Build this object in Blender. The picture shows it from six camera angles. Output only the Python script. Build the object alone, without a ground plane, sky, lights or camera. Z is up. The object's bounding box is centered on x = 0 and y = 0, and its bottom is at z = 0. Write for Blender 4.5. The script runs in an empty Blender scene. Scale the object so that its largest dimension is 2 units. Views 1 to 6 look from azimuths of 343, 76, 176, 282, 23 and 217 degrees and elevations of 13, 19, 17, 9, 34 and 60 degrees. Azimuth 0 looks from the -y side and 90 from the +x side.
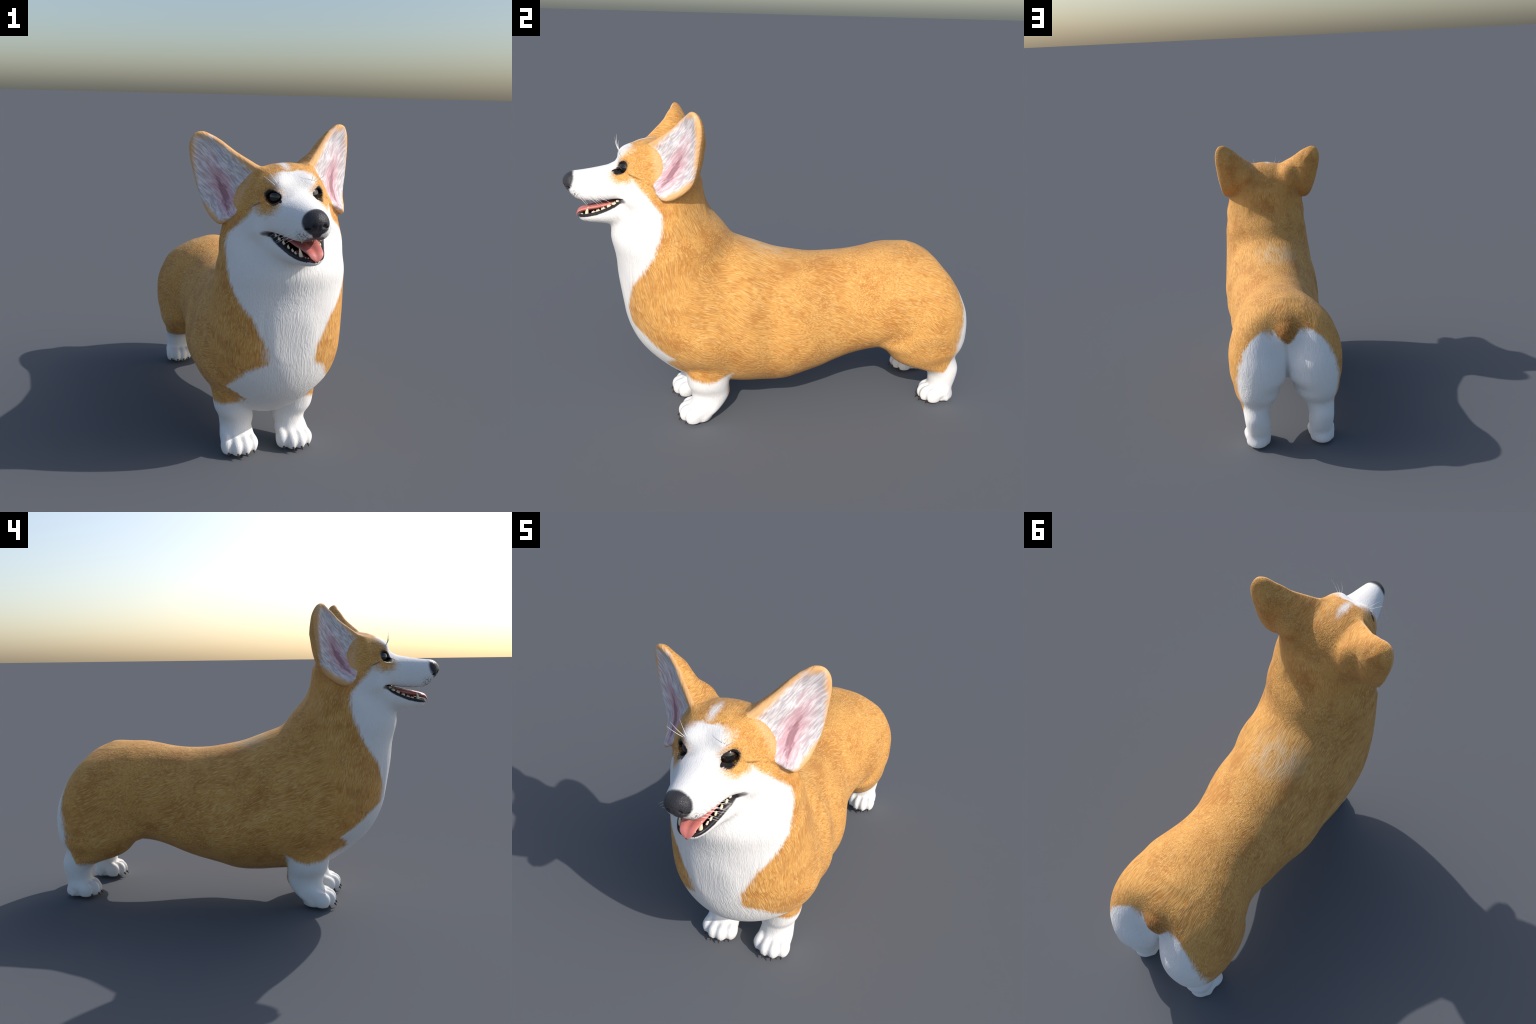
"""A standing, smiling orange-and-white corgi-type dog.

The skin is one implicit surface: lofted torso, neck, legs, skull, muzzle and
jaw blended together, with cup-shaped ears and a carved mouth.  It is meshed
with surface nets, projected on the exact surface, then separated by region
into named anatomical parts that share border vertices and normals.  Eyes,
teeth, tongue, claws and whiskers are separate pieces.
"""
import bpy, math, random, time
import numpy as np
from mathutils import Vector

random.seed(7)
rng = np.random.default_rng(7)
CX = 0.0241                      # the body's own symmetry plane
FX = 0.0184                      # and the forelegs' one
HX, HZ, ROLL = 0.011, 1.28, math.radians(3.2)   # the head is cocked a little
CR, SR = math.cos(ROLL), math.sin(ROLL)


# ------------------------------------------------------------------ helpers
def curve(xs, ys, soft=0.0):
    """Monotone cubic (pchip) through control points, as a fast lookup,
    rounded over a length `soft` so that no control point shows as a ridge."""
    xs, ys = np.array(xs, float), np.array(ys, float)
    if xs[0] > xs[-1]:
        xs, ys = xs[::-1], ys[::-1]
    h = np.diff(xs); d = np.diff(ys) / h
    m = np.zeros(len(xs))
    for i in range(1, len(xs) - 1):
        if d[i - 1] * d[i] > 0:
            w1, w2 = 2 * h[i] + h[i - 1], h[i] + 2 * h[i - 1]
            m[i] = (w1 + w2) / (w1 / d[i - 1] + w2 / d[i])
    m[0], m[-1] = d[0], d[-1]
    X = np.linspace(xs[0], xs[-1], 600)
    i = np.clip(np.searchsorted(xs, X) - 1, 0, len(h) - 1)
    t = (X - xs[i]) / h[i]
    Y = ((1 + 2 * t) * (1 - t) ** 2 * ys[i] + t * (1 - t) ** 2 * h[i] * m[i]
         + t * t * (3 - 2 * t) * ys[i + 1] + t * t * (t - 1) * h[i] * m[i + 1])
    if soft:
        r = int(3 * soft / (X[1] - X[0]))
        k = np.exp(-0.5 * (np.arange(-r, r + 1) / (r / 3)) ** 2)
        pad = np.concatenate([2 * Y[0] - Y[r:0:-1], Y, 2 * Y[-1] - Y[-2:-r - 2:-1]])
        Y = np.convolve(pad, k / k.sum(), "valid")
    return lambda v: np.interp(v, X, Y)


def smin(a, b, k):
    h = np.maximum(k - np.abs(a - b), 0) / k
    return np.minimum(a, b) - h * h * k * 0.25


def smax(a, b, k):
    return -smin(-a, -b, k)


def ellipsoid(p, c, r):
    q = (p - np.array(c)) / np.array(r)
    g = np.sqrt((q * q).sum(1)) + 1e-9
    return np.sqrt(((p - np.array(c)) ** 2).sum(1)) * (1 - 1 / g) if False else (g - 1) * g / (np.sqrt(((q / np.array(r)) ** 2).sum(1)) + 1e-9)


def section(a, b, ha, hb, n):
    g = ((np.abs(a) / ha) ** n + (np.abs(b) / hb) ** n) ** (1 / n)
    g = np.maximum(g, 0.05)
    return np.hypot(a, b) * (1 - 1 / g) - np.where(g <= 0.05, np.minimum(ha, hb), 0)


class Loft:
    """Superellipse sections strung along one axis (1: y, 2: z)."""
    def __init__(self, axis, rows, n=2.2, cap=0.06, mid=0.5, cx=0.0, soft=0.0):
        self.axis, self.n, self.cap, self.cx, self.mid, self.soft = axis, n, cap, cx, mid, soft
        self.shape(rows)

    def shape(self, rows):
        self.rows = rows = np.array(rows, float)
        s = rows[:, 0]
        self.s0, self.s1 = s.min(), s.max()
        self.hi, self.lo, self.hw = (curve(s, rows[:, i], self.soft) for i in (1, 2, 3))
        self.x = curve(s, rows[:, 4], self.soft) if rows.shape[1] > 4 else None

    def __call__(self, p):
        s, b = (p[:, 1], p[:, 2]) if self.axis == 1 else (p[:, 2], p[:, 1])
        hi, lo, hw = self.hi(s), self.lo(s), self.hw(s)
        c = lo + (self.mid(s) if callable(self.mid) else self.mid) * (hi - lo)
        h = np.where(b > c, hi - c, c - lo)
        x = p[:, 0] - (self.x(s) if self.x else self.cx)
        d = section(x, b - c, hw, np.maximum(h, 1e-3), self.n(s, b - c) if callable(self.n) else self.n)
        return smax(d, np.maximum(self.s0 - s, s - self.s1), self.cap)


def capsule(p, a, b, ra, rb):
    a, b = np.array(a, float), np.array(b, float)
    ab = b - a
    t = np.clip(((p - a) @ ab) / (ab @ ab), 0, 1)
    return np.linalg.norm(p - a - t[:, None] * ab, axis=1) - (ra + (rb - ra) * t)


def to_head(p):
    x, z = p[:, 0] - HX, p[:, 2] - HZ
    return np.stack([x * CR + z * SR, p[:, 1], -x * SR + z * CR + HZ], 1)


def from_head(v):
    x, y, z = v
    z -= HZ
    return (HX + x * CR - z * SR, y, HZ + x * SR + z * CR)


# ------------------------------------------------------------------ the body
# y, top, bottom, half width, centre x
TORSO = Loft(1, [
    (-0.740, 0.800, 0.491, 0.119, 0.016), (-0.660, 0.872, 0.372, 0.214, 0.014), (-0.560, 0.922, 0.286, 0.269, 0.020),
    (-0.450, 0.954, 0.221, 0.292, 0.028), (-0.300, 0.954, 0.177, 0.322, 0.015), (-0.190, 0.917, 0.165, 0.326, 0.025),
    (-0.080, 0.877, 0.152, 0.299, 0.020), (0.010, 0.843, 0.151, 0.307, 0.025), (0.100, 0.825, 0.181, 0.298, 0.025),
    (0.200, 0.808, 0.203, 0.270, 0.024), (0.300, 0.805, 0.233, 0.256, 0.017), (0.400, 0.811, 0.269, 0.253, 0.025),
    (0.500, 0.828, 0.292, 0.262, 0.037), (0.600, 0.840, 0.301, 0.298, 0.030), (0.690, 0.827, 0.330, 0.296, 0.024),
    (0.765, 0.820, 0.359, 0.260, 0.028), (0.840, 0.790, 0.392, 0.204, 0.028), (0.900, 0.698, 0.451, 0.131, 0.022)], n=lambda y, b: np.where(b < 0, np.interp(y, [0.0, 0.22], [1.9, 2.2]), 2.15), cap=0.08, mid=lambda y: np.interp(y, [-0.45, -0.25, 0.10, 0.30], [0.46, 0.41, 0.41, 0.46]), soft=0.035)
# z, back, front, half width, centre x
NECK = Loft(2, [
    (0.190, -0.259, -0.424, 0.080, 0.020), (0.280, -0.193, -0.532, 0.181, 0.022), (0.340, -0.170, -0.585, 0.250, 0.024),
    (0.410, -0.142, -0.639, 0.301, 0.026), (0.510, -0.135, -0.686, 0.323, 0.026), (0.580, -0.166, -0.723, 0.313, 0.026),
    (0.750, -0.205, -0.768, 0.305, 0.026), (0.880, -0.240, -0.784, 0.294, 0.029), (0.950, -0.242, -0.802, 0.290, 0.030),
    (1.000, -0.266, -0.794, 0.277, 0.029), (1.060, -0.325, -0.747, 0.283, 0.027), (1.120, -0.356, -0.720, 0.269, 0.025),
    (1.190, -0.378, -0.694, 0.253, 0.022), (1.270, -0.389, -0.652, 0.215, 0.018)], n=lambda z, b: np.interp(z, [0.75, 1.02, 1.10], [2.0, 1.80, 1.68]), cap=0.08, soft=0.025)


def mirrored(p, side, cx=CX):
    q = p.copy()
    q[:, 0] = (p[:, 0] - cx) * side
    return q


# z, back, front, half width, centre x   (as offsets from the mid plane)
HIND = Loft(2, [
    (0.000, 0.916, 0.918, 0.059, 0.188), (0.050, 0.937, 0.852, 0.068, 0.185), (0.100, 0.959, 0.825, 0.067, 0.182),
    (0.150, 0.969, 0.823, 0.073, 0.184), (0.195, 0.974, 0.788, 0.072, 0.189), (0.225, 0.964, 0.678, 0.083, 0.186),
    (0.260, 0.950, 0.610, 0.103, 0.180), (0.310, 0.984, 0.571, 0.135, 0.172), (0.360, 0.997, 0.521, 0.139, 0.175),
    (0.420, 1.003, 0.531, 0.176, 0.152), (0.500, 0.992, 0.553, 0.177, 0.153), (0.590, 0.953, 0.576, 0.155, 0.165),
    (0.660, 0.916, 0.583, 0.136, 0.160), (0.720, 0.874, 0.594, 0.118, 0.148), (0.800, 0.800, 0.604, 0.060, 0.095)],
    n=2.1, cap=0.05, soft=0.018)
FORE = Loft(2, [
    (0.020, -0.360, -0.430, 0.072, 0.143), (0.060, -0.313, -0.435, 0.074, 0.141), (0.100, -0.276, -0.440, 0.072, 0.138),
    (0.150, -0.252, -0.441, 0.081, 0.132), (0.210, -0.260, -0.466, 0.087, 0.153), (0.270, -0.253, -0.472, 0.082, 0.166),
    (0.340, -0.192, -0.478, 0.087, 0.174), (0.420, -0.136, -0.472, 0.111, 0.190), (0.500, -0.178, -0.513, 0.110, 0.181)],
    n=2.2, cap=0.05, soft=0.012)


# centre x, heel of the pad, toe tips, half width, height
HIND_TOE = (0.187, 0.872, 0.770, 0.072, 0.100)
FORE_TOE = (0.138, -0.430, -0.508, 0.083, 0.135)


def toes(p, cx, ypad, yfront, wide, height):
    """A paw: a pad with four toes side by side, furrows between them."""
    d = ellipsoid(p, (cx, ypad + 0.02, 0.034), (wide * 0.84, 0.070, height * 0.56))
    t = None
    for i, off in enumerate((-0.73, -0.25, 0.25, 0.73)):
        x = cx + off * wide
        y1 = yfront + (0.024 if i in (0, 3) else 0.0)
        r = wide * 0.335
        k = smin(ellipsoid(p, (x, y1 + 0.040, 0.046), (r, 0.040, 0.044)),
                 capsule(p, (x, y1 + 0.036, 0.054), (cx + off * wide * 0.84, y1 + 0.095, height * 0.66), r * 0.98, r * 0.92), 0.012)
        t = k if t is None else smin(t, k, 0.014)
    d = smin(d, t, 0.006)
    return smax(d, 0.008 - p[:, 2], 0.012)


def hind_leg(p):
    d = HIND(p)
    return smax(smin(d, toes(p, *HIND_TOE), 0.025), 0.007 - p[:, 2], 0.016)


def fore_leg(p):
    return smax(smin(FORE(p), toes(p, *FORE_TOE), 0.025), 0.007 - p[:, 2], 0.016)


def tail(p):
    q = mirrored(p, 1, 0.018)
    return capsule(q, (0, 0.712, 0.702), (0, 0.860, 0.684), 0.128, 0.052)


# ------------------------------------------------------------------ the head
SKULL = Loft(1, [
    (-0.385, 1.230, 1.020, 0.140), (-0.430, 1.325, 1.020, 0.180), (-0.490, 1.378, 1.030, 0.182),
    (-0.550, 1.398, 1.040, 0.181), (-0.600, 1.403, 1.050, 0.182), (-0.640, 1.398, 1.050, 0.178),
    (-0.680, 1.384, 1.050, 0.163), (-0.710, 1.366, 1.060, 0.151), (-0.735, 1.345, 1.070, 0.110),
    (-0.752, 1.322, 1.080, 0.079), (-0.768, 1.295, 1.100, 0.051)], n=2.35, cap=0.03, mid=0.48)
MUZZLE = Loft(1, [
    (-0.64, 1.29, 1.09, 0.150), (-0.70, 1.294, 1.11, 0.144), (-0.74, 1.294, 1.125, 0.135), (-0.78, 1.288, 1.128, 0.122),
    (-0.81, 1.282, 1.125, 0.106), (-0.86, 1.273, 1.122, 0.088), (-0.90, 1.267, 1.124, 0.078), (-0.94, 1.262, 1.133, 0.066),
    (-0.965, 1.256, 1.153, 0.053), (-0.982, 1.246, 1.182, 0.040), (-0.997, 1.232, 1.205, 0.014)], n=lambda y, b: np.where(b < 0, 2.9, 2.15), cap=0.012, mid=0.38)
JAW = Loft(1, [
    (-0.62, 1.16, 1.000, 0.150), (-0.70, 1.155, 1.004, 0.142), (-0.75, 1.145, 1.010, 0.130), (-0.80, 1.125, 1.014, 0.100),
    (-0.85, 1.105, 1.019, 0.078), (-0.89, 1.092, 1.023, 0.063), (-0.92, 1.084, 1.029, 0.047), (-0.94, 1.075, 1.036, 0.028)],
    n=2.2, cap=0.02, mid=0.62)
LIP_UP = curve([-0.70, -0.761, -0.78, -0.805, -0.839, -0.872, -0.917, -0.94, -0.97, -1.0], [1.150, 1.146, 1.141, 1.136, 1.131, 1.128, 1.128, 1.134, 1.154, 1.18])
LIP_LOW = curve([-0.70, -0.742, -0.755, -0.779, -0.80, -0.83, -0.86, -0.90, -0.94, -1.0], [1.146, 1.144, 1.138, 1.119, 1.107, 1.092, 1.080, 1.070, 1.063, 1.060])
EYE, EYE_R = np.array((0.0690, -0.7090, 1.2785)), 0.0420
GAZE = np.array((0.64, -0.765, 0.06)); GAZE /= np.linalg.norm(GAZE)
EYE_S = np.cross(GAZE, (0, 0, 1)); EYE_S /= np.linalg.norm(EYE_S)     # towards the muzzle
EYE_U = np.cross(EYE_S, GAZE)

# ear frame: A inner front corner, W across the ear, N out of its opening
EAR_A = np.array((0.139, -0.570, 0.0))
EAR_W = np.array((0.82, 0.572, 0.0)); EAR_N = np.array((0.572, -0.82, 0.0))
EAR_EDGE = [(-0.080, 1.370), (0.064, 1.457), (0.126, 1.502), (0.174, 1.530), (0.208, 1.543), (0.244, 1.533), (0.268, 1.492), (0.269, 1.435), (0.256, 1.365), (0.239, 1.295), (0.211, 1.225), (0.167, 1.178), (0.119, 1.157), (0.074, 1.180), (0.010, 1.237), (-0.080, 1.305)]


def smooth_loop(pts, n=6):
    pts = np.array(pts); m = len(pts); out = []
    for i in range(m):
        a, b, c, d = pts[i - 1], pts[i], pts[(i + 1) % m], pts[(i + 2) % m]
        for j in range(n):
            t = j / n
            out.append(0.5 * (2 * b + (c - a) * t + (2 * a - 5 * b + 4 * c - d) * t * t + (3 * b - a - 3 * c + d) * t ** 3))
    return np.array(out)


EAR_LOOP = smooth_loop(EAR_EDGE)


def loop_distance(q, loop):
    d = np.full(len(q), 9.0); inside = np.zeros(len(q), bool)
    for a, b in zip(loop, np.roll(loop, -1, 0)):
        e = b - a; w = q - a
        t = np.clip((w @ e) / (e @ e), 0, 1)
        d = np.minimum(d, ((w - t[:, None] * e) ** 2).sum(1))
        flip = ((a[1] > q[:, 1]) != (b[1] > q[:, 1])) & (q[:, 0] < e[0] * (q[:, 1] - a[1]) / (e[1] + 1e-12) + a[0])
        inside ^= flip
    d = np.sqrt(d)
    return np.where(inside, -d, d)


def ear_coords(h):
    q = h - EAR_A
    return q @ EAR_W, h[:, 2], q @ EAR_N


EAR_LOBE, EAR_CURL, EAR_BOWL, EAR_FWD, EAR_WALL, EAR_SPAN = 0.072, -0.008, 1.000, 0.014, 0.034, 0.160


def ear_lean(w, z):
    """The ear's rim is not flat: its lower lobe comes forward, its outer edge folds back."""
    return EAR_LOBE * np.clip((1.36 - z) / 0.17, 0, 1) ** 2 * np.clip((0.22 - w) / 0.12, 0, 1) + EAR_CURL * np.clip((w - 0.18) / 0.09, 0, 1) - 0.022 * np.clip((z - 1.39) / 0.08, 0, 1) * np.clip((0.24 - w) / 0.08, 0, 1)


def ear(h):
    w, z, n = ear_coords(h)
    near = (w > -0.12) & (w < 0.36) & (z > 1.08) & (z < 1.62) & (np.abs(n) < 0.2)
    out = np.full(len(h), 0.2)
    if near.any():
        w, z, n = w[near], z[near], n[near]
        d = loop_distance(np.stack([w, z], 1), EAR_LOOP)
        i = np.clip(-d, 0, 1)
        n = n - ear_lean(w, z) - EAR_FWD
        low = np.clip((1.56 - z) / EAR_SPAN, 0, 1)
        bowl = EAR_BOWL * (0.018 + 0.066 * low) * (1 - np.exp(-(i / (EAR_WALL - 0.012 * np.clip((0.2 - w) / 0.1, 0, 1))) ** 1.2))
        hollow = (0.005 + 0.009 * low) * (1 - np.exp(-(np.maximum(i - 0.008, 0) / 0.035) ** 1.6))
        t = 0.013
        f = np.maximum(n - (t - hollow), (-t - bowl) - n)
        out[near] = smax(f * 0.8, d, 0.016)
    return out


def eye_coords(h):
    q = h - EYE
    return q @ EYE_S, q @ EYE_U, q @ GAZE


def head(h):
    s = h.copy(); s[:, 0] = np.abs(h[:, 0])
    d = smin(SKULL(h), MUZZLE(h), 0.035)
    d = smin(d, ellipsoid(s, (0.062, -0.700, 1.325), (0.045, 0.050, 0.038)), 0.03)      # brows
    d = smin(d, ellipsoid(s, (0.088, -0.690, 1.205), (0.055, 0.07, 0.06)), 0.05)       # cheek bones
    d = smin(d, ellipsoid(s, (0.160, -0.462, 1.310), (0.072, 0.062, 0.095)), 0.05)     # roots of the ears
    d = smin(d, JAW(h), 0.02)
    d = smin(d, ellipsoid(s, (0.120, -0.672, 1.142), (0.058, 0.072, 0.046)), 0.045)      # cheeks behind the mouth
    # nose pad and nostrils
    pad = ellipsoid(s, (0.0, -0.957, 1.214), (0.047, 0.044, 0.044))
    pad = smin(pad, ellipsoid(s, (0.024, -0.962, 1.203), (0.026, 0.030, 0.028)), 0.015)
    d = smin(d, pad, 0.012)
    d = smax(d, -ellipsoid(s, (0.023, -1.000, 1.199), (0.009, 0.016, 0.009)), 0.008)
    d = smax(d, -ellipsoid(s, (0.040, -0.980, 1.192), (0.012, 0.016, 0.0045)), 0.006)
    d = smax(d, -capsule(s, (0, -1.002, 1.20), (0, -0.978, 1.135), 0.004, 0.006), 0.008)
    return d


def mouth(h):
    s = h.copy(); s[:, 0] = np.abs(h[:, 0])
    y, z, x = h[:, 1], h[:, 2], s[:, 0]
    gap = smax(z - LIP_UP(y), LIP_LOW(y) - z, 0.004)
    gap = np.maximum(gap, y + 0.742)
    wide = np.interp(y, [-0.96, -0.93, -0.90, -0.85, -0.80, -0.70, -0.64], [0.0, 0.022, 0.040, 0.055, 0.075, 0.098, 0.09])
    roof = np.interp(y, [-0.96, -0.90, -0.80, -0.64], [1.145, 1.155, 1.160, 1.16])
    floor = np.interp(y, [-0.94, -0.90, -0.80, -0.64], [1.052, 1.046, 1.050, 1.07])
    cave = smax(x - wide, smax(z - roof, floor - z, 0.01), 0.01)
    cave = smax(cave, np.maximum(-0.955 - y, y + 0.69), 0.01)
    return np.minimum(gap, cave)


def sockets(d, h):
    s = h.copy(); s[:, 0] = np.abs(h[:, 0])
    u, v, g = eye_coords(s)
    lid = np.linalg.norm(s - EYE - 0.002 * GAZE, axis=1) - (EYE_R + 0.0055)
    d = smin(d, lid, 0.014)
    hole = np.sqrt((u / 0.0320) ** 2 + ((v - 0.001) / (0.0245 - 0.10 * np.clip(u, -0.03, 0.03) * 0.6)) ** 2) - 1
    hole = smax(hole * 0.019, -g, 0.004)
    duct = capsule(np.stack([u, v, g * 0.35], 1), (0.024, -0.009, 0.010), (0.038, -0.014, 0.010), 0.007, 0.003)
    duct = np.maximum(duct, 0.006 - g)
    return smax(d, -smin(hole, duct, 0.004), 0.004)


def boxed(f, p, lo, hi, far=0.3):
    """Evaluate a part only where it can matter."""
    m = np.ones(len(p), bool)
    for ax in range(3):
        if lo[ax] is not None:
            m &= p[:, ax] > lo[ax]
        if hi[ax] is not None:
            m &= p[:, ax] < hi[ax]
    out = np.full(len(p), far)
    if m.all():
        return f(p)
    if m.any():
        out[m] = f(p[m])
    return out


def hind_pair(p):
    return smin(hind_leg(mirrored(p, 1)), hind_leg(mirrored(p, -1)), 0.018)


def fore_pair(p):
    q = mirrored(p, 1, FX)
    q[:, 0] = np.abs(q[:, 0])
    return fore_leg(q)


def ears(h):
    m = h.copy(); m[:, 0] = np.abs(h[:, 0])
    return ear(m)


def trunk(p):
    return smin(boxed(TORSO, p, (None, -0.90, None), (None, None, 1.08)), boxed(NECK, p, (None, -0.98, None), (None, 0.10, 1.42)), 0.06)


def with_head(d, p):
    h = to_head(p)
    d = smin(d, head(h), 0.05)
    d = smax(d, -mouth(h), 0.005)
    d = sockets(d, h)
    return smin(d, ears(h), 0.030)


def skin(p):
    d = smin(trunk(p), boxed(tail, p, (-0.25, 0.5, 0.45), (0.3, None, None)), 0.05)
    k = 0.035 + 0.010 * np.clip((p[:, 1] - 0.74) / 0.08, 0, 1) * np.clip((p[:, 2] - 0.50) / 0.1, 0, 1)
    d = smin(d, boxed(hind_pair, p, (None, 0.32, None), (None, None, 0.95)), k)
    m = (p[:, 1] > 0.7)
    if m.any():                                    # crease between the buttocks
        x, y, z = p[m, 0] - CX, p[m, 1], p[m, 2]
        d[m] += 0.014 * np.exp(-(x / 0.010) ** 2) * np.clip((y - 0.80) / 0.06, 0, 1) * np.clip((0.675 - z) / 0.05, 0, 1)
    d = smin(d, boxed(fore_pair, p, (None, -0.68, None), (None, -0.05, 0.62)), 0.015)
    m = (p[:, 2] > 0.86) & (p[:, 1] < -0.24)
    if m.any():
        d[m] = with_head(d[m], p[m])
    return d


# ------------------------------------------------------------------ meshing
def surface_net(f, lo, hi, h, block=5):
    lo = np.array(lo)
    nb = np.ceil((np.array(hi) - lo) / (h * block)).astype(int)
    cen = np.stack(np.meshgrid(*[np.arange(n) for n in nb], indexing="ij"), -1).reshape(-1, 3)
    val = f(lo + (cen + 0.5) * h * block)
    F = np.repeat(np.repeat(np.repeat(np.sign(val).reshape(nb).astype(np.float32), block, 0), block, 1), block, 2)
    act = cen[np.abs(val) < 0.055]
    offs = np.stack(np.meshgrid(*[np.arange(block)] * 3, indexing="ij"), -1).reshape(-1, 3)
    idx = (act[:, None, :] * block + offs[None]).reshape(-1, 3)
    for a in range(0, len(idx), 400000):
        c = idx[a:a + 400000]
        F[c[:, 0], c[:, 1], c[:, 2]] = f(lo + (c + 0.0) * h)
    n = np.array(F.shape)
    S = F < 0
    cnt = np.zeros(n - 1, np.int8)
    for dx in (0, 1):
        for dy in (0, 1):
            for dz in (0, 1):
                cnt += S[dx:n[0] - 1 + dx, dy:n[1] - 1 + dy, dz:n[2] - 1 + dz]
    cells = np.argwhere((cnt > 0) & (cnt < 8))
    ids = np.full(n - 1, -1, np.int32)
    ids[cells[:, 0], cells[:, 1], cells[:, 2]] = np.arange(len(cells))
    acc, num = np.zeros((len(cells), 3)), np.zeros(len(cells))
    corners = [(x, y, z) for x in (0, 1) for y in (0, 1) for z in (0, 1)]
    for a in corners:
        for ax in range(3):
            if a[ax]:
                continue
            b = list(a); b[ax] = 1
            fa = F[cells[:, 0] + a[0], cells[:, 1] + a[1], cells[:, 2] + a[2]]
            fb = F[cells[:, 0] + b[0], cells[:, 1] + b[1], cells[:, 2] + b[2]]
            x = (fa < 0) != (fb < 0)
            t = np.where(x, fa / np.where(x, fa - fb, 1), 0)
            pos = np.array(a) + t[:, None] * (np.array(b) - np.array(a))
            acc += pos * x[:, None]; num += x
    verts = lo + (cells + acc / num[:, None]) * h
    quads = []
    for ax in range(3):
        sl0, sl1 = [slice(None)] * 3, [slice(None)] * 3
        sl0[ax], sl1[ax] = slice(0, -1), slice(1, None)
        A, B = S[tuple(sl0)], S[tuple(sl1)]
        e = np.argwhere(A != B)
        u, v = (ax + 1) % 3, (ax + 2) % 3
        e = e[(e[:, u] > 0) & (e[:, v] > 0) & (e[:, u] < n[u] - 1) & (e[:, v] < n[v] - 1)]
        flip = A[e[:, 0], e[:, 1], e[:, 2]]
        q = []
        for du, dv in ((1, 1), (0, 1), (0, 0), (1, 0)):
            c = e.copy(); c[:, u] -= du; c[:, v] -= dv
            q.append(ids[c[:, 0], c[:, 1], c[:, 2]])
        q = np.stack(q, 1)
        q[~flip] = q[~flip][:, ::-1]
        quads.append(q)
    return verts, np.concatenate(quads)


def gradient(f, p, e=0.0012):
    g = np.zeros_like(p)
    for k in ((1, 1, 1), (1, -1, -1), (-1, 1, -1), (-1, -1, 1)):      # tetrahedral differences
        k = np.array(k, float)
        g += k * f(p + e * k)[:, None]
    return g / (4 * e)


def chunks(f):
    return lambda p: np.concatenate([f(p[a:a + 300000]) for a in range(0, len(p), 300000)])


def scatter(idx, val, n):
    return np.stack([np.bincount(idx, val[:, c], n) for c in range(3)], 1)


def relax(v, q, times=2, amount=0.4):
    """Even out the net before it is put back on the surface."""
    n = len(v)
    num = 2 * np.bincount(q.ravel(), minlength=n)
    for _ in range(times):
        acc = np.zeros_like(v)
        for i in range(4):
            acc += scatter(q[:, i], v[q[:, (i + 1) % 4]] + v[q[:, (i + 3) % 4]], n)
        v = v + amount * (acc / np.maximum(num, 1)[:, None] - v)
    return v


T0 = time.time()
skin_f = chunks(skin)
verts, quads = surface_net(skin_f, (-0.44, -1.06, -0.02), (0.45, 1.08, 1.62), 0.0042)
verts = relax(verts, quads)
for it in range(2):
    g = gradient(skin_f, verts)
    g2 = np.maximum((g * g).sum(1), 0.15)
    step = (skin_f(verts) / g2)[:, None] * g
    L = np.linalg.norm(step, axis=1, keepdims=True)
    verts -= step * np.minimum(1, 0.004 / np.maximum(L, 1e-9)) * 0.9
print("skin", len(verts), len(quads), round(time.time() - T0, 1), "s")


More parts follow.
